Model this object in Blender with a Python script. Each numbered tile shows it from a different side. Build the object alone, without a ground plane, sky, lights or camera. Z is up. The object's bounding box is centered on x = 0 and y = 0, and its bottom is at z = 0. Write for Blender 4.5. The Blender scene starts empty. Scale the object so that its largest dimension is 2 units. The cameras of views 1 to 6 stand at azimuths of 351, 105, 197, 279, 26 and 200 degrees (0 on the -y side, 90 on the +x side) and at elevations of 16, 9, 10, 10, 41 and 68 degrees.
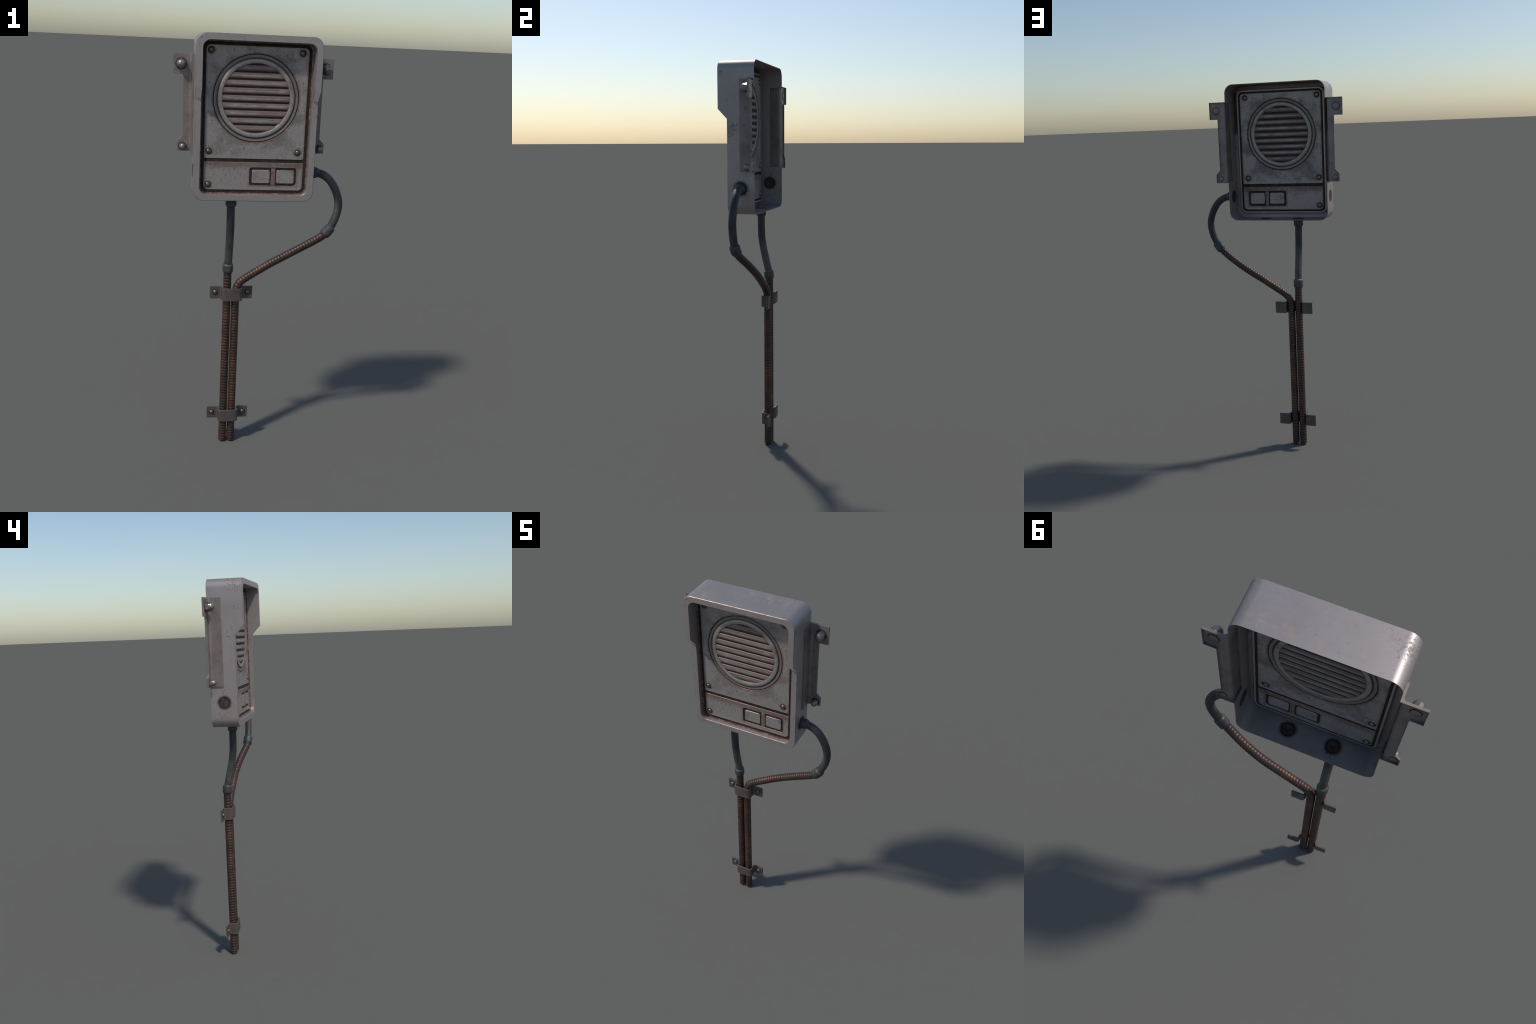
import bpy, bmesh, math
from mathutils import Vector, Matrix

# =====================================================================
#  Weathered wall intercom: hooded sheet-steel housing, louvred speaker
#  panel, two mounting brackets, two rubber hoses running into ribbed
#  conduits that are held together by two strap clamps.
#  Every mesh is written in the frame of the set (origin 0,0,0), so that
#  Object coordinates equal metres in that frame.
# =====================================================================

# ----------------------------------------------------------------- sizes
BOX_L, BOX_R = -0.3100, 0.2385          # housing, outer faces
BOX_B, BOX_T = 1.2730, 2.0000
BOX_BACK = 0.0880
HOOD_Y, LOW_Y = -0.0905, -0.0458        # rim front: hood part / lower part
HOOD_Z0, HOOD_Z1 = 1.7265, 1.7735       # the slanted step under the hood
BOX_RADIUS = 0.046
SHEET = 0.0028                          # sheet thickness of the housing
RIM = 0.0292                            # width of the front rim
PANEL_Y = -0.0190                       # middle plane of the louvre panel
CX, CZ = (BOX_L + BOX_R) / 2, (BOX_B + BOX_T) / 2
RING_X, RING_Z = -0.0375, 1.7290
RING_OUT, RING_IN = 0.1915, 0.1495
HOLES_SIDE = (0.020, 1.399)             # y, z
HOLES_BOTTOM = (-0.1285, 0.0545)        # x  (y = 0.020)
HOLE_R = 0.0300
PIPE_X = (-0.1280, -0.0860)
PIPE_Y = 0.0648
PIPE_R = 0.0196
HOSE_R = 0.0190
CLAMP_X = -0.1050


# ------------------------------------------------------------ mesh helpers
def new_object(name, bm, mats, parent, sharp=32.0, smooth=True):
    bmesh.ops.remove_doubles(bm, verts=bm.verts, dist=1e-6)
    bmesh.ops.recalc_face_normals(bm, faces=bm.faces)
    lim = math.radians(sharp)
    for f in bm.faces:
        f.smooth = smooth
    for e in bm.edges:
        if len(e.link_faces) == 2:
            e.smooth = e.calc_face_angle(0.0) < lim
    me = bpy.data.meshes.new(name)
    bm.to_mesh(me)
    bm.free()
    for m in mats:
        me.materials.append(m)
    ob = bpy.data.objects.new(name, me)
    bpy.context.scene.collection.objects.link(ob)
    ob.parent = parent
    return ob


def bridge(bm, a, b, mat=0, closed=True):
    n = len(a)
    out = []
    for i in range(n if closed else n - 1):
        j = (i + 1) % n
        try:
            f = bm.faces.new((a[i], a[j], b[j], b[i]))
            f.material_index = mat
            out.append(f)
        except ValueError:
            pass
    return out


def cap(bm, loop, mat=0):
    f = bm.faces.new(loop)
    f.material_index = mat
    return f


def rounded_rect(x0, x1, z0, z1, r, seg=8, extra_z=()):
    """Closed list of (x, z); extra_z adds points on both upright sides."""
    pts = []
    def arc(cx, cz, a0):
        for i in range(seg + 1):
            a = math.radians(a0 + 90.0 * i / seg)
            pts.append((cx + r * math.cos(a), cz + r * math.sin(a)))
    arc(x1 - r, z0 + r, -90)
    for z in sorted(extra_z):
        pts.append((x1, z))
    arc(x1 - r, z1 - r, 0)
    arc(x0 + r, z1 - r, 90)
    for z in sorted(extra_z, reverse=True):
        pts.append((x0, z))
    arc(x0 + r, z0 + r, 180)
    return pts


def ring_verts(bm, pts, y):
    return [bm.verts.new((x, y(z) if callable(y) else y, z)) for x, z in pts]


def solid_plate(bm, outline, y_mid, half, chamfer, hole=None, mat=0, edge_mat=0):
    """Plate standing in the xz plane, both faces chamfered.  outline is a
    function inset -> points; hole likewise (inset grows into the plate)."""
    fronts = []
    for sign in (-1, 1):
        o = ring_verts(bm, outline(chamfer), y_mid + sign * half)
        fronts.append([o])
    mids = [ring_verts(bm, outline(0.0), y_mid - half + chamfer),
            ring_verts(bm, outline(0.0), y_mid + half - chamfer)]
    bridge(bm, fronts[0][0], mids[0], edge_mat)
    bridge(bm, mids[0], mids[1], edge_mat)
    bridge(bm, mids[1], fronts[1][0], edge_mat)
    if hole is None:
        cap(bm, fronts[0][0], mat)
        cap(bm, list(reversed(fronts[1][0])), mat)
        return
    hf = [ring_verts(bm, hole(chamfer), y_mid - half), ring_verts(bm, hole(chamfer), y_mid + half)]
    hm = [ring_verts(bm, hole(0.0), y_mid - half + chamfer), ring_verts(bm, hole(0.0), y_mid + half - chamfer)]
    bridge(bm, hf[0], hm[0], edge_mat)
    bridge(bm, hm[0], hm[1], edge_mat)
    bridge(bm, hm[1], hf[1], edge_mat)
    for s in (0, 1):
        es = []
        for loop in (fronts[s][0], hf[s]):
            for i in range(len(loop)):
                e = bm.edges.get((loop[i], loop[(i + 1) % len(loop)]))
                es.append(e)
        res = bmesh.ops.triangle_fill(bm, edges=es, use_beauty=True)
        for g in res["geom"]:
            if isinstance(g, bmesh.types.BMFace):
                g.material_index = mat


def lathe(bm, profile, seg, frame=Matrix.Identity(4), mats=None, closed=False):
    """profile: (radius, height) pairs turned about the local z axis."""
    loops = []
    for r, h in profile:
        if r < 1e-7:
            loops.append([bm.verts.new(frame @ Vector((0, 0, h)))])
        else:
            loops.append([bm.verts.new(frame @ Vector((r * math.cos(2 * math.pi * i / seg),
                                                        r * math.sin(2 * math.pi * i / seg), h)))
                          for i in range(seg)])
    pairs = list(zip(loops[:-1], loops[1:]))
    if closed:
        pairs.append((loops[-1], loops[0]))
    for k, (a, b) in enumerate(pairs):
        m = mats[k] if mats else 0
        if len(a) == 1 and len(b) == 1:
            continue
        if len(a) == 1:
            for i in range(seg):
                bm.faces.new((a[0], b[i], b[(i + 1) % seg])).material_index = m
        elif len(b) == 1:
            for i in range(seg):
                bm.faces.new((a[i], a[(i + 1) % seg], b[0])).material_index = m
        else:
            bridge(bm, a, b, m)


FACING_FRONT = Matrix.Rotation(math.radians(90), 4, 'X')      # local +z -> -y
FACING_BACK = Matrix.Rotation(math.radians(-90), 4, 'X')      # local +z -> +y


def catmull(ctrl, step):
    """Smooth curve through the control points, resampled to even steps."""
    P = [Vector(p) for p in ctrl]
    E = [2 * P[0] - P[1]] + P + [2 * P[-1] - P[-2]]
    fine = []
    for i in range(1, len(E) - 2):
        p0, p1, p2, p3 = E[i - 1:i + 3]
        t0 = 0.0
        t1 = t0 + (p1 - p0).length ** 0.5
        t2 = t1 + (p2 - p1).length ** 0.5
        t3 = t2 + (p3 - p2).length ** 0.5
        for k in range(24):
            t = t1 + (t2 - t1) * k / 24
            a1 = p0 * ((t1 - t) / (t1 - t0)) + p1 * ((t - t0) / (t1 - t0))
            a2 = p1 * ((t2 - t) / (t2 - t1)) + p2 * ((t - t1) / (t2 - t1))
            a3 = p2 * ((t3 - t) / (t3 - t2)) + p3 * ((t - t2) / (t3 - t2))
            b1 = a1 * ((t2 - t) / (t2 - t0)) + a2 * ((t - t0) / (t2 - t0))
            b2 = a2 * ((t3 - t) / (t3 - t1)) + a3 * ((t - t1) / (t3 - t1))
            fine.append(b1 * ((t2 - t) / (t2 - t1)) + b2 * ((t - t1) / (t2 - t1)))
    fine.append(P[-1])
    run = [0.0]
    for a, b in zip(fine, fine[1:]):
        run.append(run[-1] + (b - a).length)
    n = max(2, int(round(run[-1] / step)))
    out, s, k = [], [], 0
    for i in range(n + 1):
        d = run[-1] * i / n
        while k < len(run) - 2 and run[k + 1] < d:
            k += 1
        f = (d - run[k]) / max(1e-9, run[k + 1] - run[k])
        out.append(fine[k].lerp(fine[k + 1], min(1, max(0, f))))
        s.append(d)
    return out, s


def sweep(bm, path, radius, seg=24, mat=lambda i: 0, tilt=0.0):
    """Tube along path with parallel-transported frames; radius(i, angle)."""
    n = len(path)
    tang = []
    for i in range(n):
        a, b = path[max(0, i - 1)], path[min(n - 1, i + 1)]
        tang.append((b - a).normalized())
    ref = Vector((0, 1, 0))
    if abs(tang[0].dot(ref)) > 0.9:
        ref = Vector((1, 0, 0))
    u = (ref - tang[0] * ref.dot(tang[0])).normalized()
    loops = []
    for i in range(n):
        if i:
            u = (u - tang[i] * u.dot(tang[i])).normalized()
        v = tang[i].cross(u)
        r = radius(i)
        loops.append([bm.verts.new(path[i] + (u * math.cos(2 * math.pi * k / seg) +
                                             v * math.sin(2 * math.pi * k / seg)) * r)
                      for k in range(seg)])
    for i in range(n - 1):
        bridge(bm, loops[i], loops[i + 1], mat(i))
    cap(bm, list(reversed(loops[0])), mat(0))
    cap(bm, loops[-1], mat(n - 2))


# -------------------------------------------------------------- materials
class Nodes:
    def __init__(self, name):
        self.m = bpy.data.materials.new(name)
        self.m.use_nodes = True
        self.t = self.m.node_tree
        self.t.nodes.clear()
        self.out = self.add("ShaderNodeOutputMaterial")
        self.bsdf = self.add("ShaderNodeBsdfPrincipled")
        self.link(self.bsdf.outputs[0], self.out.inputs[0])
        self.pos = self.add("ShaderNodeTexCoord").outputs["Object"]

    def add(self, kind, **kw):
        n = self.t.nodes.new(kind)
        for k, v in kw.items():
            setattr(n, k, v)
        return n

    def link(self, a, b):
        self.t.links.new(a, b)

    def put(self, sock, val):
        if hasattr(val, "links") or isinstance(val, bpy.types.NodeSocket):
            self.link(val, sock)
        else:
            sock.default_value = val

    def math(self, op, a, b=0.0, c=None, clamp=False):
        n = self.add("ShaderNodeMath", operation=op, use_clamp=clamp)
        self.put(n.inputs[0], a)
        self.put(n.inputs[1], b)
        if c is not None:
            self.put(n.inputs[2], c)
        return n.outputs[0]

    def mul(self, a, b):
        return self.math("MULTIPLY", a, b)

    def plus(self, a, b, clamp=False):
        return self.math("ADD", a, b, clamp=clamp)

    def peak(self, a, b):
        return self.math("MAXIMUM", a, b)

    def xyz(self):
        s = self.add("ShaderNodeSeparateXYZ")
        self.link(self.pos, s.inputs[0])
        return s.outputs[0], s.outputs[1], s.outputs[2]

    def noise(self, scale, detail=4.0, rough=0.55, stretch=(1, 1, 1), shift=(0, 0, 0), distort=0.0):
        mp = self.add("ShaderNodeMapping")
        mp.inputs["Location"].default_value = shift
        mp.inputs["Scale"].default_value = stretch
        self.link(self.pos, mp.inputs["Vector"])
        n = self.add("ShaderNodeTexNoise")
        self.link(mp.outputs[0], n.inputs["Vector"])
        n.inputs["Scale"].default_value = scale
        n.inputs["Detail"].default_value = detail
        n.inputs["Roughness"].default_value = rough
        n.inputs["Distortion"].default_value = distort
        return n.outputs["Fac"]

    def ramp(self, x, lo, hi):
        """0 below lo, 1 above hi (swap them for a falling ramp)."""
        n = self.add("ShaderNodeMapRange", interpolation_type='SMOOTHSTEP')
        self.put(n.inputs["Value"], x)
        if lo <= hi:
            n.inputs["From Min"].default_value, n.inputs["From Max"].default_value = lo, hi
        else:
            n.inputs["From Min"].default_value, n.inputs["From Max"].default_value = hi, lo
            n.inputs["To Min"].default_value, n.inputs["To Max"].default_value = 1.0, 0.0
        return n.outputs[0]

    def distance(self, centre, stretch=(1, 1, 1)):
        sub = self.add("ShaderNodeVectorMath", operation='SUBTRACT')
        self.link(self.pos, sub.inputs[0])
        sub.inputs[1].default_value = centre
        sc = self.add("ShaderNodeVectorMath", operation='MULTIPLY')
        self.link(sub.outputs[0], sc.inputs[0])
        sc.inputs[1].default_value = stretch
        ln = self.add("ShaderNodeVectorMath", operation='LENGTH')
        self.link(sc.outputs[0], ln.inputs[0])
        return ln.outputs["Value"]

    def mix(self, fac, a, b):
        n = self.add("ShaderNodeMix", data_type='RGBA')
        self.put(n.inputs[0], fac)
        for s, v in ((n.inputs[6], a), (n.inputs[7], b)):
            self.put(s, (*v, 1.0) if isinstance(v, tuple) and len(v) == 3 else v)
        return n.outputs[2]

    def finish(self, colour, rough, metal=0.0, bump=None, bump_strength=0.15, bump_dist=0.001,
               bevel=0.0, spec=0.5):
        b = self.bsdf
        self.put(b.inputs["Base Color"], (*colour, 1.0) if isinstance(colour, tuple) else colour)
        self.put(b.inputs["Roughness"], rough)
        self.put(b.inputs["Metallic"], metal)
        b.inputs["Specular IOR Level"].default_value = spec
        nrm = None
        if bevel:
            bv = self.add("ShaderNodeBevel", samples=6)
            bv.inputs["Radius"].default_value = bevel
            nrm = bv.outputs[0]
        if bump is not None:
            bp = self.add("ShaderNodeBump")
            bp.inputs["Strength"].default_value = bump_strength
            bp.inputs["Distance"].default_value = bump_dist
            self.put(bp.inputs["Height"], bump)
            if nrm is not None:
                self.link(nrm, bp.inputs["Normal"])
            nrm = bp.outputs[0]
        if nrm is not None:
            self.link(nrm, b.inputs["Normal"])
        return self.m


GREY = (0.372, 0.328, 0.316)  # base warmed to offset the blue sky tint on shaded faces
GREY_DARK = (0.280, 0.243, 0.230)
RUST = (0.135, 0.068, 0.045)
RUST_DARK = (0.040, 0.023, 0.017)
GRIME = (0.060, 0.054, 0.049)


def housing_material(name, edge=False):
    n = Nodes(name)
    broad = n.noise(5.0, 5, 0.6)
    fine = n.noise(60.0, 4, 0.6)
    col = n.mix(n.ramp(broad, 0.35, 0.68), GREY, (0.322, 0.282, 0.269))
    col = n.mix(n.mul(n.ramp(fine, 0.45, 0.75), 0.30), col, GREY_DARK)
    # scattered brown specks
    speck = n.mul(n.ramp(n.noise(85, 3, 0.6), 0.60, 0.70), n.ramp(n.noise(9, 3, 0.6, shift=(3, 1, 2)), 0.52, 0.66))
    col = n.mix(n.mul(speck, 0.75), col, (0.120, 0.088, 0.075))
    # clustered wear at set places: centre, reach
    grain = n.noise(70, 5, 0.7, shift=(0.3, 0.7, 0.1))
    speckle = n.noise(95, 4, 0.7, shift=(1.3, 0.2, 2.1))
    dark_spots = [((-0.285, -0.035, 1.993), 0.075), ((-0.300, -0.060, 1.960), 0.05),
                  ((0.2385, -0.015, 1.690), 0.06), ((0.2385, -0.030, 1.660), 0.04),
                  ((0.2385, -0.075, 1.940), 0.035), ((0.2385, 0.045, 1.462), 0.02),
                  ((-0.310, 0.030, 1.325), 0.06), ((-0.310, 0.02, 1.45), 0.03),
                  ((-0.310, -0.055, 1.86), 0.025), ((-0.12, 0.06, 1.276), 0.06)]
    dark = None
    for c, r in dark_spots:
        k = n.ramp(n.plus(speckle, n.mul(n.distance(c), -0.22 / r)), 0.42, 0.51)
        dark = k if dark is None else n.peak(dark, k)
    col = n.mix(n.mul(dark, 0.7), col, (0.135, 0.112, 0.098))
    rust_spots = [((0.06, 0.055, 2.0), 0.10), ((0.145, 0.045, 2.0), 0.06), ((-0.03, 0.06, 2.0), 0.05),
                  ((-0.05, -0.075, 2.0), 0.04), ((-0.310, -0.05, 1.955), 0.05), ((-0.310, -0.04, 1.345), 0.05),
                  ((-0.22, -0.06, 2.0), 0.05)]
    rusty = None
    for c, r in rust_spots:
        k = n.ramp(n.plus(speckle, n.mul(n.distance(c), -0.20 / r)), 0.44, 0.54)
        rusty = k if rusty is None else n.peak(rusty, k)
    col = n.mix(n.mul(rusty, 0.50), col, (0.290, 0.195, 0.150))
    # soot and rust halo round the four cable holes
    halo = None
    y0, z0 = HOLES_SIDE
    for c in [(BOX_L, y0, z0), (BOX_R, y0, z0), (HOLES_BOTTOM[0], y0, BOX_B), (HOLES_BOTTOM[1], y0, BOX_B)]:
        d = n.plus(n.distance(c), n.mul(n.plus(grain, -0.5), -0.020))
        k = n.ramp(d, HOLE_R + 0.014, HOLE_R - 0.001)
        halo = k if halo is None else n.peak(halo, k)
    col = n.mix(n.mul(halo, 0.85), col, RUST_DARK)
    # rust collected on the tub floor and the inner rim
    x, y, z = n.xyz()
    floor = n.mul(n.ramp(y, -0.0290, -0.0215), n.ramp(n.math("ABSOLUTE", n.plus(x, -CX)), 0.262, 0.255))
    floor = n.mul(floor, n.ramp(y, -0.0178, -0.0190))
    floor = n.mul(floor, n.ramp(n.math("ABSOLUTE", n.plus(z, -CZ)), 0.350, 0.343))
    col = n.mix(n.mul(floor, n.ramp(fine, 0.25, 0.6)), col, RUST)
    if edge:
        worn = n.ramp(n.noise(24, 4, 0.6, shift=(5, 2, 1)), 0.38, 0.62)
        col = n.mix(n.plus(n.mul(worn, 0.50), 0.35), col, (0.170, 0.108, 0.084))
    metal = n.plus(n.mul(n.peak(n.peak(dark, rusty), halo), -0.45), 0.55, clamp=True)
    rough = n.plus(n.mul(broad, 0.20), 0.36)
    return n.finish(col, rough, metal, bump=fine, bump_strength=0.10, bump_dist=0.0008)


def panel_material(name, cap=False):
    n = Nodes(name)
    x, y, z = n.xyz()
    fine = n.noise(90, 5, 0.65)
    blotch = n.noise(13, 5, 0.60, distort=0.25)
    col = n.mix(n.ramp(fine, 0.35, 0.7), (0.345, 0.308, 0.290), (0.285, 0.250, 0.232))
    # grime gathers round the speaker ring and above the lower plate
    dr = n.distance((RING_X, PANEL_Y, RING_Z), (1, 0, 1))
    near_ring = n.ramp(dr, 0.255, 0.185)
    band = n.mul(n.ramp(z, 1.4655, 1.490), n.ramp(z, 1.585, 1.515))
    seam = n.mul(n.ramp(z, 1.4050, 1.4400), n.ramp(z, 1.4630, 1.4400))
    place = n.plus(n.mul(near_ring, 0.13), n.plus(n.mul(band, 0.10), n.mul(seam, 0.12)))
    for c, r, w in [((-0.165, 1.560), 0.080, 0.22), ((0.095, 1.555), 0.075, 0.20), ((0.090, 1.905), 0.070, 0.18),
                    ((0.150, 1.640), 0.060, 0.14), ((-0.235, 1.750), 0.060, 0.14), ((-0.130, 1.895), 0.050, 0.10)]:
        place = n.plus(place, n.mul(n.ramp(n.distance((c[0], PANEL_Y, c[1]), (1, 0, 1)), r, r * 0.15), w))
    grime = n.ramp(n.plus(n.plus(blotch, place), n.mul(n.plus(fine, -0.5), 0.34)), 0.52, 0.86)
    col = n.mix(n.mul(grime, 0.75), col, (0.098, 0.083, 0.073))
    if cap:
        return n.finish(col, 0.42, 0.38, bump=fine, bump_strength=0.15, bump_dist=0.001)
    # brown tinge along seams, edges and round the screws
    rust = n.mul(seam, 0.75)
    for c in [(-0.2415, 1.930), (0.1615, 1.930), (-0.2415, 1.494), (0.1615, 1.494), (-0.2415, 1.343)]:
        rust = n.peak(rust, n.mul(n.ramp(n.distance((c[0], PANEL_Y, c[1]), (1, 0, 1)), 0.026, 0.014), 0.7))
    rust = n.peak(rust, n.mul(n.ramp(dr, 0.204, 0.190), 0.9))
    ex = n.math("ABSOLUTE", n.plus(x, -CX))
    rust = n.peak(rust, n.mul(n.ramp(ex, 0.217, 0.228), 0.7))
    rust = n.peak(rust, n.mul(n.ramp(n.math("ABSOLUTE", n.plus(z, -CZ)), 0.310, 0.320), 0.7))
    # switch surround and the stained right-hand end of the lower plate
    sx = n.math("ABSOLUTE", n.plus(x, -0.054))
    sz = n.math("ABSOLUTE", n.plus(z, -1.3825))
    sw = n.mul(n.ramp(sx, 0.122, 0.106), n.ramp(sz, 0.054, 0.040))
    rust = n.peak(rust, n.mul(sw, 0.75))
    rust = n.mul(rust, n.ramp(n.plus(fine, n.mul(blotch, 0.6)), 0.45, 0.85))
    col = n.mix(rust, col, RUST)
    pits = n.mul(n.ramp(n.noise(55, 3, 0.5, stretch=(1.6, 1, 0.7), shift=(2, 5, 1)), 0.66, 0.73), 0.8)
    col = n.mix(pits, col, GRIME)
    return n.finish(col, n.plus(n.mul(grime, 0.22), 0.40), n.plus(n.mul(n.peak(grime, rust), -0.35), 0.40, clamp=True),
                    bump=n.plus(n.mul(blotch, 0.6), n.mul(fine, 0.4)), bump_strength=0.25, bump_dist=0.001)


def recess_material(name, lo=(0.018, 0.012, 0.010), hi=(0.045, 0.026, 0.019)):
    n = Nodes(name)
    f = n.noise(40, 4, 0.6)
    return n.finish(n.mix(n.ramp(f, 0.4, 0.7), lo, hi), 0.7, 0.0, spec=0.3)


def ring_material(name):
    n = Nodes(name)
    dr = n.distance((RING_X, PANEL_Y, RING_Z), (1, 0, 1))
    fine = n.noise(80, 4, 0.6)
    big = n.noise(9, 4, 0.6)
    col = n.mix(n.ramp(fine, 0.35, 0.7), (0.350, 0.314, 0.297), (0.285, 0.252, 0.236))
    slope = n.mul(n.ramp(dr, 0.1695, 0.1740), 0.70)
    groove = n.mul(n.ramp(dr, 0.1695, 0.1720), n.ramp(dr, 0.1800, 0.1745))  # dark line painted at the foot of the crest
    inner = n.ramp(dr, 0.1540, 0.1508)
    stain = n.mul(n.ramp(big, 0.48, 0.66), 0.45)
    col = n.mix(n.peak(n.mul(slope, n.plus(n.mul(big, 0.8), 0.35)), n.peak(inner, stain)), col, (0.105, 0.072, 0.058))
    col = n.mix(n.mul(groove, 0.85), col, RUST_DARK)
    return n.finish(col, 0.42, 0.42, bump=fine, bump_strength=0.12)


def slat_material(name):
    n = Nodes(name)
    x, y, z = n.xyz()
    fine = n.noise(70, 4, 0.6, stretch=(0.35, 1, 1))
    big = n.noise(7, 3, 0.6, shift=(1, 4, 2))
    rnd = n.add("ShaderNodeObjectInfo").outputs["Random"]
    dr = n.distance((RING_X, PANEL_Y, RING_Z), (1, 0, 1))
    # distance from the crest of the louvre, counted in louvre pitches
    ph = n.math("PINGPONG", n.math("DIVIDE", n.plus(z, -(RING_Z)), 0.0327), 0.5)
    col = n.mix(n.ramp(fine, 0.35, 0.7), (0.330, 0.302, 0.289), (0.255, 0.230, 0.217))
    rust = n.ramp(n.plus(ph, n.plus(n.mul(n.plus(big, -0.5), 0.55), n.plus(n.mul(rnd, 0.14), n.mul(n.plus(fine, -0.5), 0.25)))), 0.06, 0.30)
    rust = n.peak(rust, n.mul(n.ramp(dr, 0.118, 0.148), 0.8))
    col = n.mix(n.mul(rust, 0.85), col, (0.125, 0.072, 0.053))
    return n.finish(col, 0.45, n.plus(n.mul(rust, -0.35), 0.40, clamp=True), bump=fine, bump_strength=0.15)


def bracket_material(name, base=(0.240, 0.204, 0.191), alt=(0.185, 0.154, 0.142)):
    n = Nodes(name)
    a = n.noise(14, 5, 0.6)
    f = n.noise(90, 3, 0.6, stretch=(1, 1, 0.4))
    col = n.mix(n.ramp(a, 0.38, 0.66), base, alt)
    col = n.mix(n.mul(n.ramp(n.noise(30, 4, 0.7, shift=(1, 2, 3)), 0.60, 0.72), 0.5), col, RUST_DARK)
    col = n.mix(n.mul(n.ramp(f, 0.5, 0.75), 0.25), col, RUST)
    return n.finish(col, n.plus(n.mul(a, 0.2), 0.36), 0.45, bump=f, bump_strength=0.08, bevel=0.0012)


def steel_material(name, base=(0.26, 0.235, 0.225)):
    n = Nodes(name)
    a = n.noise(40, 4, 0.6)
    col = n.mix(n.ramp(a, 0.42, 0.7), base, (0.150, 0.120, 0.105))
    return n.finish(col, n.plus(n.mul(a, 0.2), 0.26), 0.75, bump=a, bump_strength=0.06, bevel=0.0010)


def hose_material(name, base=(0.022, 0.026, 0.029), dust=(0.075, 0.072, 0.066), amount=0.6):
    n = Nodes(name)
    a = n.noise(12, 5, 0.6)
    f = n.noise(110, 3, 0.5)
    col = n.mix(n.mul(n.ramp(a, 0.45, 0.72), amount), base, dust)
    # dusty scuffs: inside of the loop and lower half of the straight hose
    sc = n.peak(n.ramp(n.distance((0.352, 0.005, 1.235), (1, 1, 0.55)), 0.035, 0.008),
                n.mul(n.ramp(n.distance((-0.128, 0.045, 1.00), (1, 1, 0.5)), 0.075, 0.02), 0.55))
    col = n.mix(n.mul(sc, n.ramp(a, 0.3, 0.6)), col, (0.120, 0.105, 0.085))
    return n.finish(col, n.plus(n.mul(a, 0.25), 0.38), 0.0, bump=f, bump_strength=0.12, spec=0.45)


def conduit_material(name, crease=False):
    n = Nodes(name)
    a = n.noise(26, 5, 0.65)
    b = n.noise(7, 3, 0.6, shift=(1, 1, 3))
    f = n.noise(120, 3, 0.6)
    col = n.mix(n.ramp(a, 0.36, 0.64), (0.054, 0.036, 0.030), (0.094, 0.046, 0.030))  # albedo lowered to match how dim the upright pipes look
    col = n.mix(n.mul(n.ramp(b, 0.52, 0.70), 0.7), col, (0.175, 0.072, 0.036))
    col = n.mix(n.mul(n.ramp(n.noise(34, 4, 0.7, shift=(4, 2, 0)), 0.55, 0.68), 0.75), col, (0.038, 0.034, 0.033))
    if crease:
        col = n.mix(0.85, col, (0.014, 0.010, 0.009))
    return n.finish(col, n.plus(n.mul(a, 0.2), 0.34), 0.0 if crease else 0.45, bump=f, bump_strength=0.15)


M_BOX = housing_material("weathered_housing_steel")
M_EDGE = housing_material("worn_housing_edge", edge=True)
M_PANEL = panel_material("grimy_panel_steel")
M_SWITCH = panel_material("switch_cap_steel", cap=True)
M_RECESS = recess_material("shade_darkened_recess")
M_RING = ring_material("speaker_ring_steel")
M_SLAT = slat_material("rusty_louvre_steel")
M_BRACKET = bracket_material("brown_bracket_steel")
M_CLAMP = bracket_material("clamp_strap_steel", (0.135, 0.112, 0.102), (0.106, 0.087, 0.078))
M_NUT = steel_material("nut_steel")
M_SCREW = steel_material("screw_steel", (0.20, 0.185, 0.18))
M_HOSE = hose_material("dark_hose_rubber")
M_CUFF = hose_material("hose_cuff_rubber", (0.034, 0.037, 0.038), (0.085, 0.082, 0.078), 0.7)
M_CONDUIT = conduit_material("rusty_conduit")
M_CREASE = conduit_material("conduit_crease", crease=True)
M_PLUG = recess_material("hole_plug_rust", (0.040, 0.026, 0.020), (0.095, 0.058, 0.042))

# ------------------------------------------------------------------- root
root = bpy.data.objects.new("wall_intercom", None)
bpy.context.scene.collection.objects.link(root)
root["label"] = "weathered grey metal wall intercom speaker on rusty conduits"
root["category"] = "intercom"


def part(name, parent=root):
    """An Empty that gathers the pieces of one part."""
    e = bpy.data.objects.new(name, None)
    bpy.context.scene.collection.objects.link(e)
    e.parent = parent
    return e


# ---------------------------------------------------------------- housing
def front_y(z):
    if z >= HOOD_Z1:
        return HOOD_Y
    if z <= HOOD_Z0:
        return LOW_Y
    return LOW_Y + (HOOD_Y - LOW_Y) * (z - HOOD_Z0) / (HOOD_Z1 - HOOD_Z0)


def box_loop(inset):
    r = BOX_RADIUS - inset if inset < 0.01 else 0.0325 - (inset - RIM) * 0.9
    return rounded_rect(BOX_L + inset, BOX_R - inset, BOX_B + inset, BOX_T - inset, r, 10,
                        (1.36, 1.52, HOOD_Z0 - 0.010, HOOD_Z0, HOOD_Z1, HOOD_Z1 + 0.010, 1.86))


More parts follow.
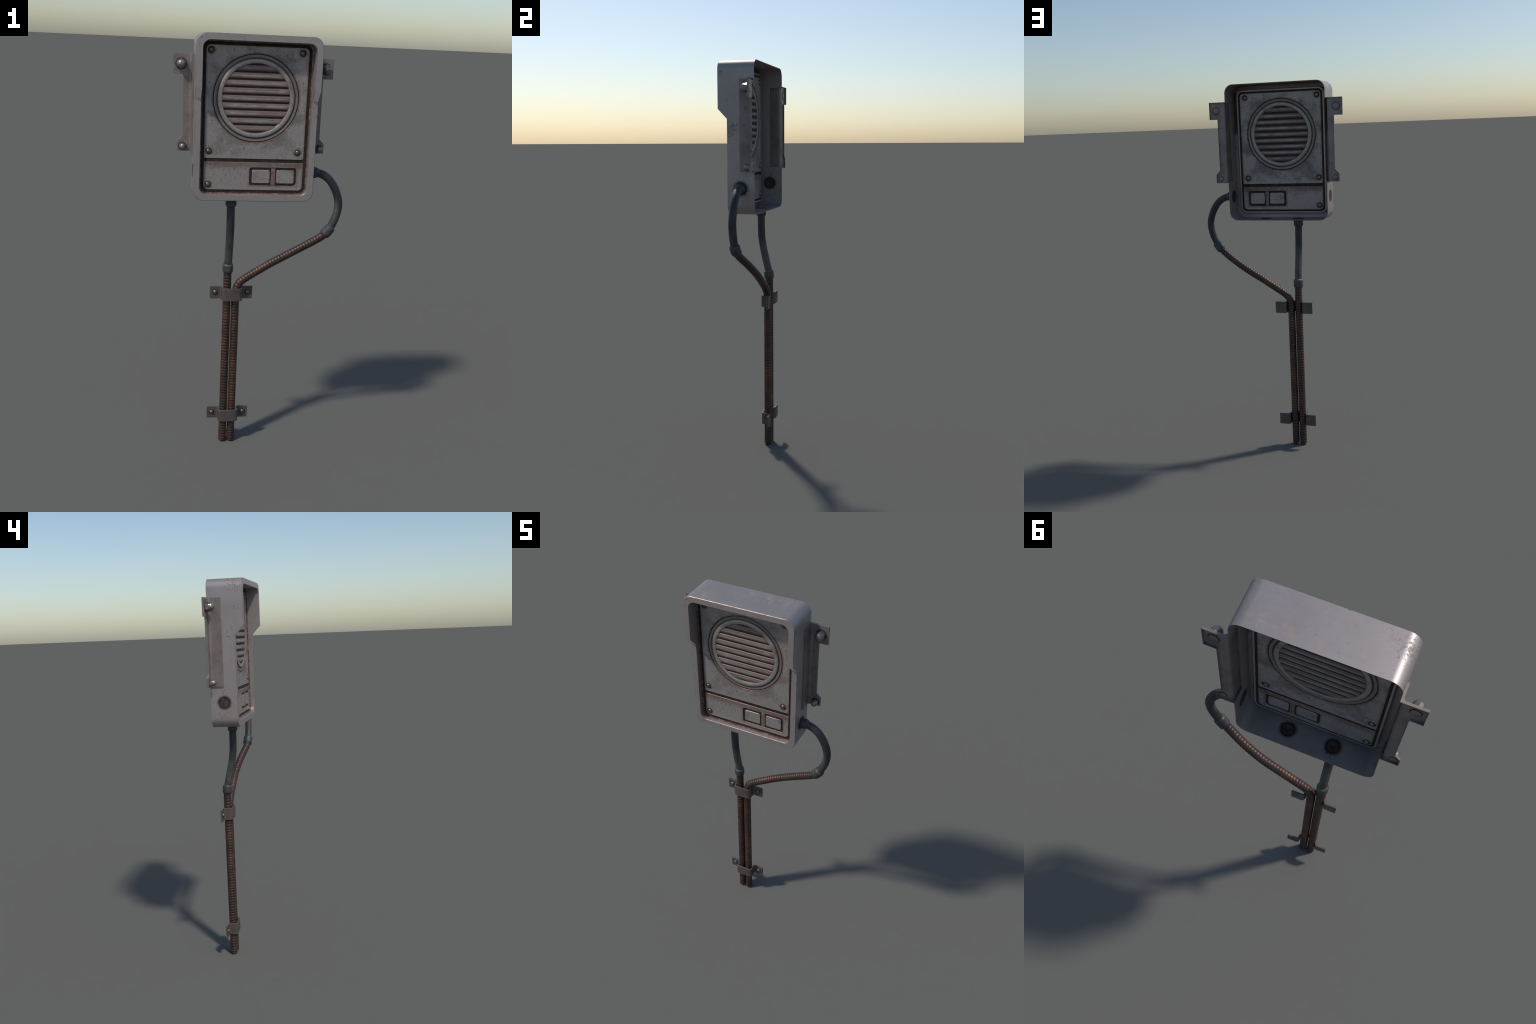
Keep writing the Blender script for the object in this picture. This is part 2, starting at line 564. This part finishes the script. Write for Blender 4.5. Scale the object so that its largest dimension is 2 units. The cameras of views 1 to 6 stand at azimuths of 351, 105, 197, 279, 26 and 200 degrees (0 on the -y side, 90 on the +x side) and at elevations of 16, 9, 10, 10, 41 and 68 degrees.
def build_housing():
    bm = bmesh.new()
    t, c, rim = SHEET, 0.0020, RIM
    back = PANEL_Y + 0.0016
    loops = [
        (0.0, BOX_BACK, 0),
        (0.0, 0.010, 0),
        (0.0, lambda z: front_y(z) + c, 1),
        (c, front_y, 0),
        (rim - c, front_y, 1),
        (rim, lambda z: front_y(z) + c, 0),
        (rim, back - 0.0028, 1),
        (rim + 0.0016, back - 0.0020, 0),     # step at the foot of the tub
        (rim + 0.0085, back - 0.0020, 1),     # flat floor band
        (rim + 0.0085, back + 0.0008, 0),
        (rim + 0.0012, back + 0.0008, 1),
        (rim - t, back - 0.0020, 0),
        (rim - t, lambda z: front_y(z) + t, 0),
        (t, lambda z: front_y(z) + t, 0),
        (t, 0.010, 0),
        (t, BOX_BACK, 1),
    ]
    vs = [ring_verts(bm, box_loop(i), y) for i, y, m in loops]
    for k in range(len(vs)):
        bridge(bm, vs[k], vs[(k + 1) % len(vs)], loops[k][2])
    ob = new_object("housing", bm, [M_BOX, M_EDGE], root)

    # cut the four cable holes and the two windows behind the bracket plates
    bc = bmesh.new()
    y0, z0 = HOLES_SIDE
    def cyl(centre, axis):
        rot = {'x': Matrix.Rotation(math.radians(90), 4, 'Y'), 'z': Matrix.Identity(4)}[axis]
        lathe(bc, [(0, -0.012), (HOLE_R, -0.012), (HOLE_R, 0.012), (0, 0.012)], 40,
              Matrix.Translation(centre) @ rot)
    cyl((BOX_L, y0, z0), 'x')
    cyl((BOX_R, y0, z0), 'x')
    for hx in HOLES_BOTTOM:
        cyl((hx, y0, BOX_B), 'z')
    for bx in (BOX_L, BOX_R):
        bmesh.ops.create_cube(bc, size=1.0, matrix=Matrix.Translation((bx, 0.0625, 1.694)) @
                              Matrix.Diagonal((0.02, 0.078, 0.420, 1)))
    cutter = new_object("cutter", bc, [M_EDGE], None)
    md = ob.modifiers.new("cut", 'BOOLEAN')
    md.operation = 'DIFFERENCE'
    md.object = cutter
    md.solver = 'EXACT'
    dg = bpy.context.evaluated_depsgraph_get()
    me = bpy.data.meshes.new_from_object(ob.evaluated_get(dg))
    ob.modifiers.clear()
    old = ob.data
    ob.data = me
    me.name = "housing"
    bpy.data.meshes.remove(old)
    cm = cutter.data
    bpy.data.objects.remove(cutter)
    bpy.data.meshes.remove(cm)
    b2 = bmesh.new()
    b2.from_mesh(me)
    lim = math.radians(28)
    for f in b2.faces:
        f.smooth = True
    for e in b2.edges:
        if len(e.link_faces) == 2:
            e.smooth = e.calc_face_angle(0.0) < lim
            # smooth-shaded over the slanted step, to soften its dark patch
            za, zb = (v.co.z for v in e.verts)
            if abs(za - zb) < 1e-4 and min(abs(za - HOOD_Z0), abs(za - HOOD_Z1)) < 1e-4:
                e.smooth = True
    b2.to_mesh(me)
    b2.free()
    # normals of the flat slanted step turned forward, lightening its shade
    normals = [Vector(c.vector) for c in me.corner_normals]
    for f in me.polygons:
        if HOOD_Z0 < f.center.z < HOOD_Z1 and f.normal.y < -0.6 and f.normal.z < -0.6:
            for li in f.loop_indices:
                normals[li] = Vector((0, -1, 0))
        elif f.normal.y < -0.98 and f.center.y < LOW_Y + 0.001:
            for li in f.loop_indices:
                normals[li] = Vector((0, -1, 0))
    me.normals_split_custom_set(normals)
    return ob


housing = build_housing()


def build_plugs():
    y0, z0 = HOLES_SIDE
    rx = Matrix.Rotation(math.radians(90), 4, 'Y')
    places = [Matrix.Translation((BOX_L + 0.0016, y0, z0)) @ rx,
              Matrix.Translation((BOX_R - 0.0016, y0, z0)) @ rx,
              Matrix.Translation((HOLES_BOTTOM[0], y0, BOX_B + 0.0016)),
              Matrix.Translation((HOLES_BOTTOM[1], y0, BOX_B + 0.0016))]
    bm = bmesh.new()
    r = HOLE_R
    lathe(bm, [(0, -0.0005), (r * 0.75, -0.0005), (r * 0.82, -0.0008), (r - 0.0003, -0.0008),
               (r - 0.0003, 0.0008), (r * 0.82, 0.0008), (r * 0.75, 0.0005), (0, 0.0005)], 40, mats=[0, 1, 1, 1, 1, 1, 0])
    first = new_object("hole_plug", bm, [M_PLUG, M_RECESS], housing)
    first.matrix_local = places[0]
    for p in places[1:]:
        o = first.copy()
        bpy.context.scene.collection.objects.link(o)
        o.parent = housing
        o.matrix_local = p


build_plugs()

# ---------------------------------------------------------- front panel
panel = part("front_panel")
P_IN = RIM + 0.0180                      # inset of the plates from the box
PL, PR = BOX_L + P_IN, BOX_R - P_IN
PB, PT = BOX_B + P_IN, BOX_T - P_IN
SEAM0, SEAM1 = 1.4470, 1.4625
PLATE_R = 0.021


def build_panel():
    # back sheet coloured near-black brown: gap shadow baked in with the rust
    bm = bmesh.new()
    solid_plate(bm, lambda i: rounded_rect(BOX_L + RIM + 0.005 + i, BOX_R - RIM - 0.005 - i,
                                           BOX_B + RIM + 0.005 + i, BOX_T - RIM - 0.005 - i, 0.030 - i, 8),
                PANEL_Y, 0.0005, 0.0001)
    new_object("panel_backing", bm, [M_RECESS], panel)

    def half_round(x0, x1, z0, z1, top, bottom):
        """rectangle whose top or bottom corners are rounded"""
        def f(i):
            pts = []
            def corner(cx, cz, r, a0):
                n = 7
                for k in range(n + 1):
                    a = math.radians(a0 + 90 * k / n)
                    pts.append((cx + r * math.cos(a), cz + r * math.sin(a)))
            rb, rt = max(0.001, bottom - i), max(0.001, top - i)
            corner(x1 - i - rb, z0 + i + rb, rb, -90)
            corner(x1 - i - rt, z1 - i - rt, rt, 0)
            corner(x0 + i + rt, z1 - i - rt, rt, 90)
            corner(x0 + i + rb, z0 + i + rb, rb, 180)
            return pts
        return f

    def circle(i):
        r = RING_OUT + 0.0008 + i
        return [(RING_X + r * math.cos(2 * math.pi * k / 96), RING_Z + r * math.sin(2 * math.pi * k / 96))
                for k in range(96)]

    bm = bmesh.new()
    solid_plate(bm, half_round(PL, PR, SEAM1, PT, PLATE_R, 0.0015), PANEL_Y, 0.0030, 0.0012, circle)
    new_object("speaker_plate", bm, [M_PANEL], panel, sharp=30)

    def frame(i):
        return rounded_rect(-0.0535 - i, 0.1615 + i, 1.3415 - i, 1.4235 + i, 0.011 + i, 6)
    bm = bmesh.new()
    solid_plate(bm, half_round(PL, PR, PB, SEAM0, 0.0015, PLATE_R), PANEL_Y, 0.0030, 0.0012, frame)
    new_object("switch_plate", bm, [M_PANEL], panel, sharp=30)

    # bar between the two switches, and the switch caps
    bm = bmesh.new()
    solid_plate(bm, lambda i: rounded_rect(0.0455 + i, 0.0650 - i, 1.3440 + i, 1.4215 - i, 0.0030 - i * 0.5, 3),
                PANEL_Y, 0.0022, 0.0010)
    new_object("switch_divider", bm, [M_PANEL], panel, sharp=30)
    for n, (x0, x1) in enumerate(((-0.0425, 0.0395), (0.0700, 0.1515))):
        bm = bmesh.new()
        solid_plate(bm, lambda i: rounded_rect(x0 + i, x1 - i, 1.3525 + i, 1.4135 - i, 0.008 - i, 5),
                    PANEL_Y, 0.0034, 0.0014)
        new_object("switch", bm, [M_SWITCH], panel, sharp=30)

    # speaker ring, the same relief on both faces
    bm = bmesh.new()
    half = [(0.1886, 0.0014), (0.1876, 0.0024), (0.1850, 0.0020), (0.1770, 0.0010), (0.1735, 0.0010), (0.1720, 0.0030),
            (0.1695, 0.0050), (0.1645, 0.0062), (0.1570, 0.0062), (0.1522, 0.0050), (0.1502, 0.0030), (RING_IN - 0.0012, 0.0008)]
    prof = half + [(r, -h) for r, h in reversed(half)]
    lathe(bm, prof, 120, Matrix.Translation((RING_X, PANEL_Y, RING_Z)) @ FACING_FRONT, closed=True)
    new_object("speaker_ring", bm, [M_RING], panel, sharp=60)

    # nine louvre slats trimmed to the circle
    pitch, R = 0.0327, RING_IN + 0.0015
    for k in range(-4, 5):
        zc = RING_Z + k * pitch
        hz, hy = 0.0128, 0.0056
        section = []
        m = 20
        for j in range(m):
            a = 2 * math.pi * j / m
            ca, sa = math.cos(a), math.sin(a)
            w = hz if sa <= 1e-6 else hz - 0.0030 * sa ** 0.5     # narrower on the back
            section.append((w * math.copysign(abs(ca) ** 0.75, ca), hy * math.copysign(abs(sa) ** 0.8, sa)))
        bm = bmesh.new()
        cols = 14
        loops = []
        for i in range(cols + 1):
            f = -1 + 2 * i / cols
            lp = []
            for dz, dy in section:
                zz = zc + dz - RING_Z
                lp.append(bm.verts.new((RING_X + f * math.sqrt(max(1e-6, R * R - zz * zz)), PANEL_Y + dy, zc + dz)))
            loops.append(lp)
        for a, b in zip(loops, loops[1:]):
            bridge(bm, a, b)
        cap(bm, list(reversed(loops[0])))
        cap(bm, loops[-1])
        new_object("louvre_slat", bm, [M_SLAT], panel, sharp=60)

    # five dome screws, each in a dark countersink, seen from both sides
    bm = bmesh.new()
    h = 0.0030
    side = [(0.0146, h + 0.0002), (0.0108, h + 0.0003), (0.0106, h + 0.0010), (0.0096, h + 0.0026),
            (0.0076, h + 0.0040), (0.0044, h + 0.0049), (0.0, h + 0.0052)]
    prof = [(0.0, -side[-1][1])] + [(r, -z) for r, z in reversed(side[:-1])] + side
    mats = [0] * 5 + [1, 1, 1] + [0] * 5
    lathe(bm, prof, 28, FACING_FRONT, mats=mats)
    first = new_object("panel_screw", bm, [M_SCREW, M_RECESS], panel, sharp=40)
    spots = [(-0.2415, 1.930), (0.1615, 1.930), (-0.2415, 1.494), (0.1615, 1.4945), (-0.2415, 1.343)]
    for i, (x, z) in enumerate(spots):
        o = first if i == 0 else first.copy()
        if i:
            bpy.context.scene.collection.objects.link(o)
            o.parent = panel
        o.location = (x, PANEL_Y, z)


build_panel()

# --------------------------------------------------------------- brackets
def hex_nut(name, r, h_hex, h_all, parent):
    """Acorn nut: chamfered hexagon below a dome; local +z is its axis."""
    bm = bmesh.new()
    seg = 24
    def hexr(a, rr):
        k = a % (math.pi / 3) - math.pi / 6
        return rr * math.cos(math.pi / 6) / math.cos(k)
    rows = []
    for z, kind, rr in [(0.0, 1, r), (h_hex * 0.80, 1, r), (h_hex, 0, r * 0.93)]:
        rows.append((z, kind, rr))
    n = 6
    hd = h_all - h_hex
    rows.append((h_hex + 0.0006, 0, r * 0.90))
    for k in range(1, n):
        a = math.radians(90 * k / n)
        rows.append((h_hex + 0.0006 + hd * math.sin(a), 0, r * 0.90 * math.cos(a) ** 0.8))
    loops = []
    for z, kind, rr in rows:
        lp = []
        for i in range(seg):
            a = 2 * math.pi * i / seg
            q = hexr(a, rr) if kind else min(rr, hexr(a, r))
            lp.append(bm.verts.new((q * math.cos(a), q * math.sin(a), z)))
        loops.append(lp)
    for a, b in zip(loops, loops[1:]):
        bridge(bm, a, b)
    cap(bm, list(reversed(loops[0])))
    top = bm.verts.new((0, 0, h_all))
    for i in range(seg):
        bm.faces.new((loops[-1][i], loops[-1][(i + 1) % seg], top))
    return new_object(name, bm, [M_NUT], parent, sharp=35)


def build_bracket(sign):
    """sign -1: on the left wall, +1: on the right wall.  An angle strip:
    a plate on the wall and a flange with two ears turned outwards."""
    wall = BOX_L if sign < 0 else BOX_R
    t, fb, y_front = 0.0066, 0.0905, 0.0185
    ff = fb - 0.0098
    fil, ch = 0.0120, 0.0012
    def skin(reach):
        """(x outward from the wall, y): the pressed skin, front edge to end lip"""
        p = [(-0.0006, y_front), (t - ch, y_front), (t, y_front + ch)]
        for k in range(7):                               # fillet of the bend
            a = math.radians(180 - 90 * k / 6)
            p.append((t + fil + fil * math.cos(a), ff - fil + fil * math.sin(a)))
        return p + [(reach - ch, ff), (reach, ff + ch), (reach, fb)]
    mid, low, up = 0.0450, 0.0672, 0.0900
    levels = [(1.4785, low), (1.5230, low), (1.5455, mid), (1.8185, mid), (1.8188, up), (1.9092, up)]
    bm = bmesh.new()
    loops = []
    for z, reach in levels:
        loops.append([bm.verts.new((wall + sign * x, y, z)) for x, y in skin(reach)])
    for a, b in zip(loops, loops[1:]):
        bridge(bm, a, b, closed=False)
    for lp, z in ((loops[0], levels[0][0]), (loops[-1], levels[-1][0])):
        corner = bm.verts.new((wall + sign * -0.0006, fb, z))
        n = len(lp)
        k = n - 4                                        # flange strip and plate strip
        bm.faces.new((lp[k], lp[k + 1], lp[k + 2], lp[k + 3], corner))
        bm.faces.new(lp[:k + 1] + [corner])
    bmesh.ops.recalc_face_normals(bm, faces=bm.faces)
    ob = new_object("mounting_bracket", bm, [M_BRACKET], root, sharp=30)
    # give the skin its thickness, inwards
    md = ob.modifiers.new("skin", 'SOLIDIFY')
    md.thickness = 0.0014
    probe = max(ob.data.polygons, key=lambda f: f.area)
    outward = probe.normal.x * sign > 0.5 or probe.normal.y < -0.5
    md.offset = -1.0 if outward else 1.0
    dg = bpy.context.evaluated_depsgraph_get()
    thick = bpy.data.meshes.new_from_object(ob.evaluated_get(dg))
    ob.modifiers.clear()
    bk = bmesh.new()
    bk.from_mesh(thick)
    ob.data = thick
    bmesh.ops.recalc_face_normals(bk, faces=bk.faces)
    for f in bk.faces:
        f.smooth = True
    for e in bk.edges:
        e.smooth = len(e.link_faces) == 2 and e.calc_face_angle(0.0) < math.radians(30)
    bk.to_mesh(thick)
    bk.free()
    for dx, z, r, hh, ha in ((0.0545, 1.8640, 0.0240, 0.0190, 0.0410), (0.0437, 1.5000, 0.0178, 0.0145, 0.0320)):
        x = wall + sign * dx
        nut = hex_nut("acorn_nut", r, hh, ha, ob)
        nut.matrix_local = Matrix.Translation((x, ff, z)) @ FACING_FRONT @ Matrix.Rotation(0.5236, 4, 'Z')
        b2 = bmesh.new()
        rr = r * 0.86
        lathe(b2, [(0, 0.0012), (rr * 0.84, 0.0012), (rr * 0.88, 0.0003), (rr, 0.0003), (rr, -0.001), (0, -0.001)], 28,
              FACING_BACK, mats=[0, 1, 1, 1, 1])
        e = new_object("bolt_end", b2, [M_BRACKET, M_RECESS], ob, sharp=30)
        e.location = (x, ff + 0.0016, z)
        b3 = bmesh.new()
        lathe(b3, [(0, 0.0008), (r * 1.06, 0.0008), (r * 1.08, 0.0), (r * 1.08, -0.0006), (0, -0.0006)], 28, FACING_FRONT)
        w = new_object("nut_seat", b3, [M_RECESS], ob, sharp=30)
        w.location = (x, ff, z)


build_bracket(-1)
build_bracket(1)

# ---------------------------------------------------- hoses and conduits
def tube_part(name, pts, radius_at, mat, step=0.004, seg=24, sharp=40):
    path, s = catmull(pts, step)
    total = s[-1]
    bm = bmesh.new()
    sweep(bm, path, lambda i: radius_at(s[i], total), seg)
    return new_object(name, bm, [mat], root, sharp=sharp)


straight_hose = [(-0.1285, 0.0200, 1.2750), (-0.1283, 0.0205, 1.2350), (-0.1275, 0.0210, 1.1800), (-0.1270, 0.0235, 1.1250),
                 (-0.1270, 0.0320, 1.0700), (-0.1272, 0.0435, 1.0150), (-0.1275, 0.0550, 0.9650), (-0.1280, 0.0612, 0.9290),
                 (-0.1280, 0.0622, 0.8950)]
loop_hose = [(0.2360, 0.0205, 1.3990), (0.2700, 0.0218, 1.3975), (0.3000, 0.0220, 1.3880), (0.3300, 0.0222, 1.3660),
             (0.3545, 0.0220, 1.3330), (0.3730, 0.0218, 1.2920), (0.3812, 0.0215, 1.2510), (0.3765, 0.0212, 1.2050),
             (0.3620, 0.0210, 1.1620), (0.3400, 0.0212, 1.1220), (0.3180, 0.0240, 1.0970)]
bent_conduit = [(0.3260, 0.0230, 1.1050), (0.3080, 0.0262, 1.0890), (0.2700, 0.0365, 1.0620), (0.2270, 0.0470, 1.0345),
                (0.1800, 0.0550, 1.0055), (0.1300, 0.0605, 0.9760), (0.0750, 0.0625, 0.9450), (0.0300, 0.0630, 0.9170),
                (-0.0100, 0.0632, 0.8920), (-0.0500, 0.0632, 0.8655), (-0.0735, 0.0628, 0.8420), (-0.0835, 0.0624, 0.8120),
                (-0.0858, PIPE_Y, 0.7800), (-0.0860, PIPE_Y, 0.7000), (-0.0860, PIPE_Y, 0.5000), (-0.0860, PIPE_Y, 0.2500),
                (-0.0860, PIPE_Y, 0.0)]
straight_conduit = [(-0.1280, 0.0638, 0.9180), (-0.1280, PIPE_Y, 0.8600), (-0.1280, PIPE_Y, 0.7000), (-0.1280, PIPE_Y, 0.4000),
                    (-0.1280, PIPE_Y, 0.0)]

tube_part("rubber_hose", straight_hose, lambda s, L: HOSE_R, M_HOSE)
tube_part("rubber_hose", loop_hose, lambda s, L: HOSE_R, M_HOSE)


def cuff(ctrl, start, end, r=0.0255, taper0=0.008, taper1=0.008, r0=0.0190, r1=0.0196):
    """Moulded sleeve over a stretch of a hose, from start to end (metres
    along it), tapering at both ends."""
    path, s = catmull(ctrl, 0.002)
    pick = [(p, d) for p, d in zip(path, s) if start <= d <= end]
    ps = [p for p, d in pick]
    ds = [d for p, d in pick]
    a, b = ds[0], ds[-1]
    def rad(i):
        d = ds[i]
        k = 1.0
        q = r
        if taper0 and d - a < taper0:
            q = r0 + (r - r0) * ((d - a) / taper0) ** 0.8
        if taper1 and b - d < taper1:
            q = min(q, r1 + (r - r1) * ((b - d) / taper1) ** 0.8)
        return q
    bm = bmesh.new()
    sweep(bm, ps, rad, 24)
    return new_object("hose_cuff", bm, [M_CUFF], root, sharp=50)


L1 = catmull(straight_hose, 0.002)[1][-1]
L2 = catmull(loop_hose, 0.002)[1][-1]
cuff(straight_hose, 0.0, 0.042, taper0=0.0, r1=0.0191)
cuff(straight_hose, L1 - 0.055, L1 - 0.006, taper0=0.007, taper1=0.005, r0=0.0191, r1=0.0218)
cuff(loop_hose, 0.0, 0.040, taper0=0.0, r1=0.0191, taper1=0.011)
cuff(loop_hose, L2 - 0.060, L2 - 0.004, taper0=0.009, taper1=0.005, r0=0.0191, r1=0.0218)


def build_conduit(ctrl, pitch=0.0151, per=8):
    """Ribbed conduit: rounded ribs with a narrow dark crease between."""
    step = pitch / per
    path, s = catmull(ctrl, step)
    total = s[-1]
    bm = bmesh.new()
    def rad(i):
        ph = (i % per) / per
        r = PIPE_R + 0.0001 - 0.0022 * (1 - abs(math.sin(math.pi * ph)) ** 0.55)
        tail = total - s[i]
        if tail < 0.006:
            r = min(r, PIPE_R - 0.0060 * (1 - tail / 0.006))
        return r
    sweep(bm, path, rad, 28, mat=lambda i: 1 if (i % per) in (0, per - 1) else 0)
    return new_object("ribbed_conduit", bm, [M_CONDUIT, M_CREASE], root, sharp=70)


build_conduit(straight_conduit)
build_conduit(bent_conduit)

# ------------------------------------------------------------ strap clamps
def build_clamp(z0, z1):
    t = 0.0080
    # outer (front) line of the strap, half of it: x from the middle, y
    line = [(0.1030, 0.0800), (0.0560, 0.0800)]
    for k in range(1, 5):                                   # concave bend into the side
        a = math.radians(90 * k / 5)
        line.append((0.0560 - 0.0060 * math.sin(a), 0.0800 - 0.0060 * (1 - math.cos(a))))
    line.append((0.0494, 0.0690))
    line.append((0.0490, 0.0560))
    for k in range(0, 7):                                   # convex corner to the front
        a = math.radians(90 * k / 6)
        line.append((0.0345 + 0.0143 * math.cos(a), 0.0490 - 0.0135 * math.sin(a)))
    line.append((0.0180, 0.0348))
    line.append((0.0, 0.0345))
    full = [(x, y) for x, y in line] + [(-x, y) for x, y in reversed(line[:-1])]
    # offset to the back / inside by the strap thickness
    inner = []
    n = len(full)
    for i in range(n):
        ax, ay = full[max(0, i - 1)]
        bx, by = full[min(n - 1, i + 1)]
        tx, ty = bx - ax, by - ay
        l = math.hypot(tx, ty)
        nx, ny = ty / l, -tx / l
        inner.append((full[i][0] + nx * t, full[i][1] + ny * t))
    if inner[0][1] < full[0][1]:
        inner = [(2 * f[0] - p[0], 2 * f[1] - p[1]) for f, p in zip(full, inner)]
    bm = bmesh.new()
    c = 0.0008
    loops = []
    for z, d in ((z0, c), (z0 + c, 0), (z1 - c, 0), (z1, c)):
        ring = []
        outl = list(zip(full, inner))
        for (fx, fy), (ix, iy) in outl:
            lx, ly = (ix - fx) / t, (iy - fy) / t
            ring.append((fx + lx * d, fy + ly * d))
        for (fx, fy), (ix, iy) in reversed(outl):
            lx, ly = (ix - fx) / t, (iy - fy) / t
            ring.append((ix - lx * d, iy - ly * d))
        loops.append([bm.verts.new((CLAMP_X + x, y, z)) for x, y in ring])
    for a, b in zip(loops, loops[1:]):
        bridge(bm, a, b)
    m = len(full)
    for lp in (loops[0], loops[-1]):
        for i in range(m - 1):
            bm.faces.new((lp[i], lp[i + 1], lp[2 * m - 2 - i], lp[2 * m - 1 - i]))
    ob = new_object("strap_clamp", bm, [M_CLAMP], root, sharp=32)
    zc = (z0 + z1) / 2 + 0.002
    first = None
    for sx in (-0.0785, 0.0785):
        if first is None:
            b2 = bmesh.new()
            lathe(b2, [(0.0, -0.004), (0.0138, -0.004), (0.0138, 0.0004), (0.0110, 0.0006), (0.0112, 0.0018), (0.0104, 0.0040),
                       (0.0082, 0.0060), (0.0048, 0.0074), (0.0, 0.0079)], 24, FACING_FRONT, mats=[1, 1, 1, 0, 0, 0, 0, 0])
            first = o = new_object("clamp_rivet", b2, [M_SCREW, M_RECESS], ob, sharp=40)
        else:
            o = first.copy()
            bpy.context.scene.collection.objects.link(o)
            o.parent = ob
        o.location = (CLAMP_X + sx, 0.0800, zc)


build_clamp(0.7620, 0.8250)
build_clamp(0.1190, 0.1810)
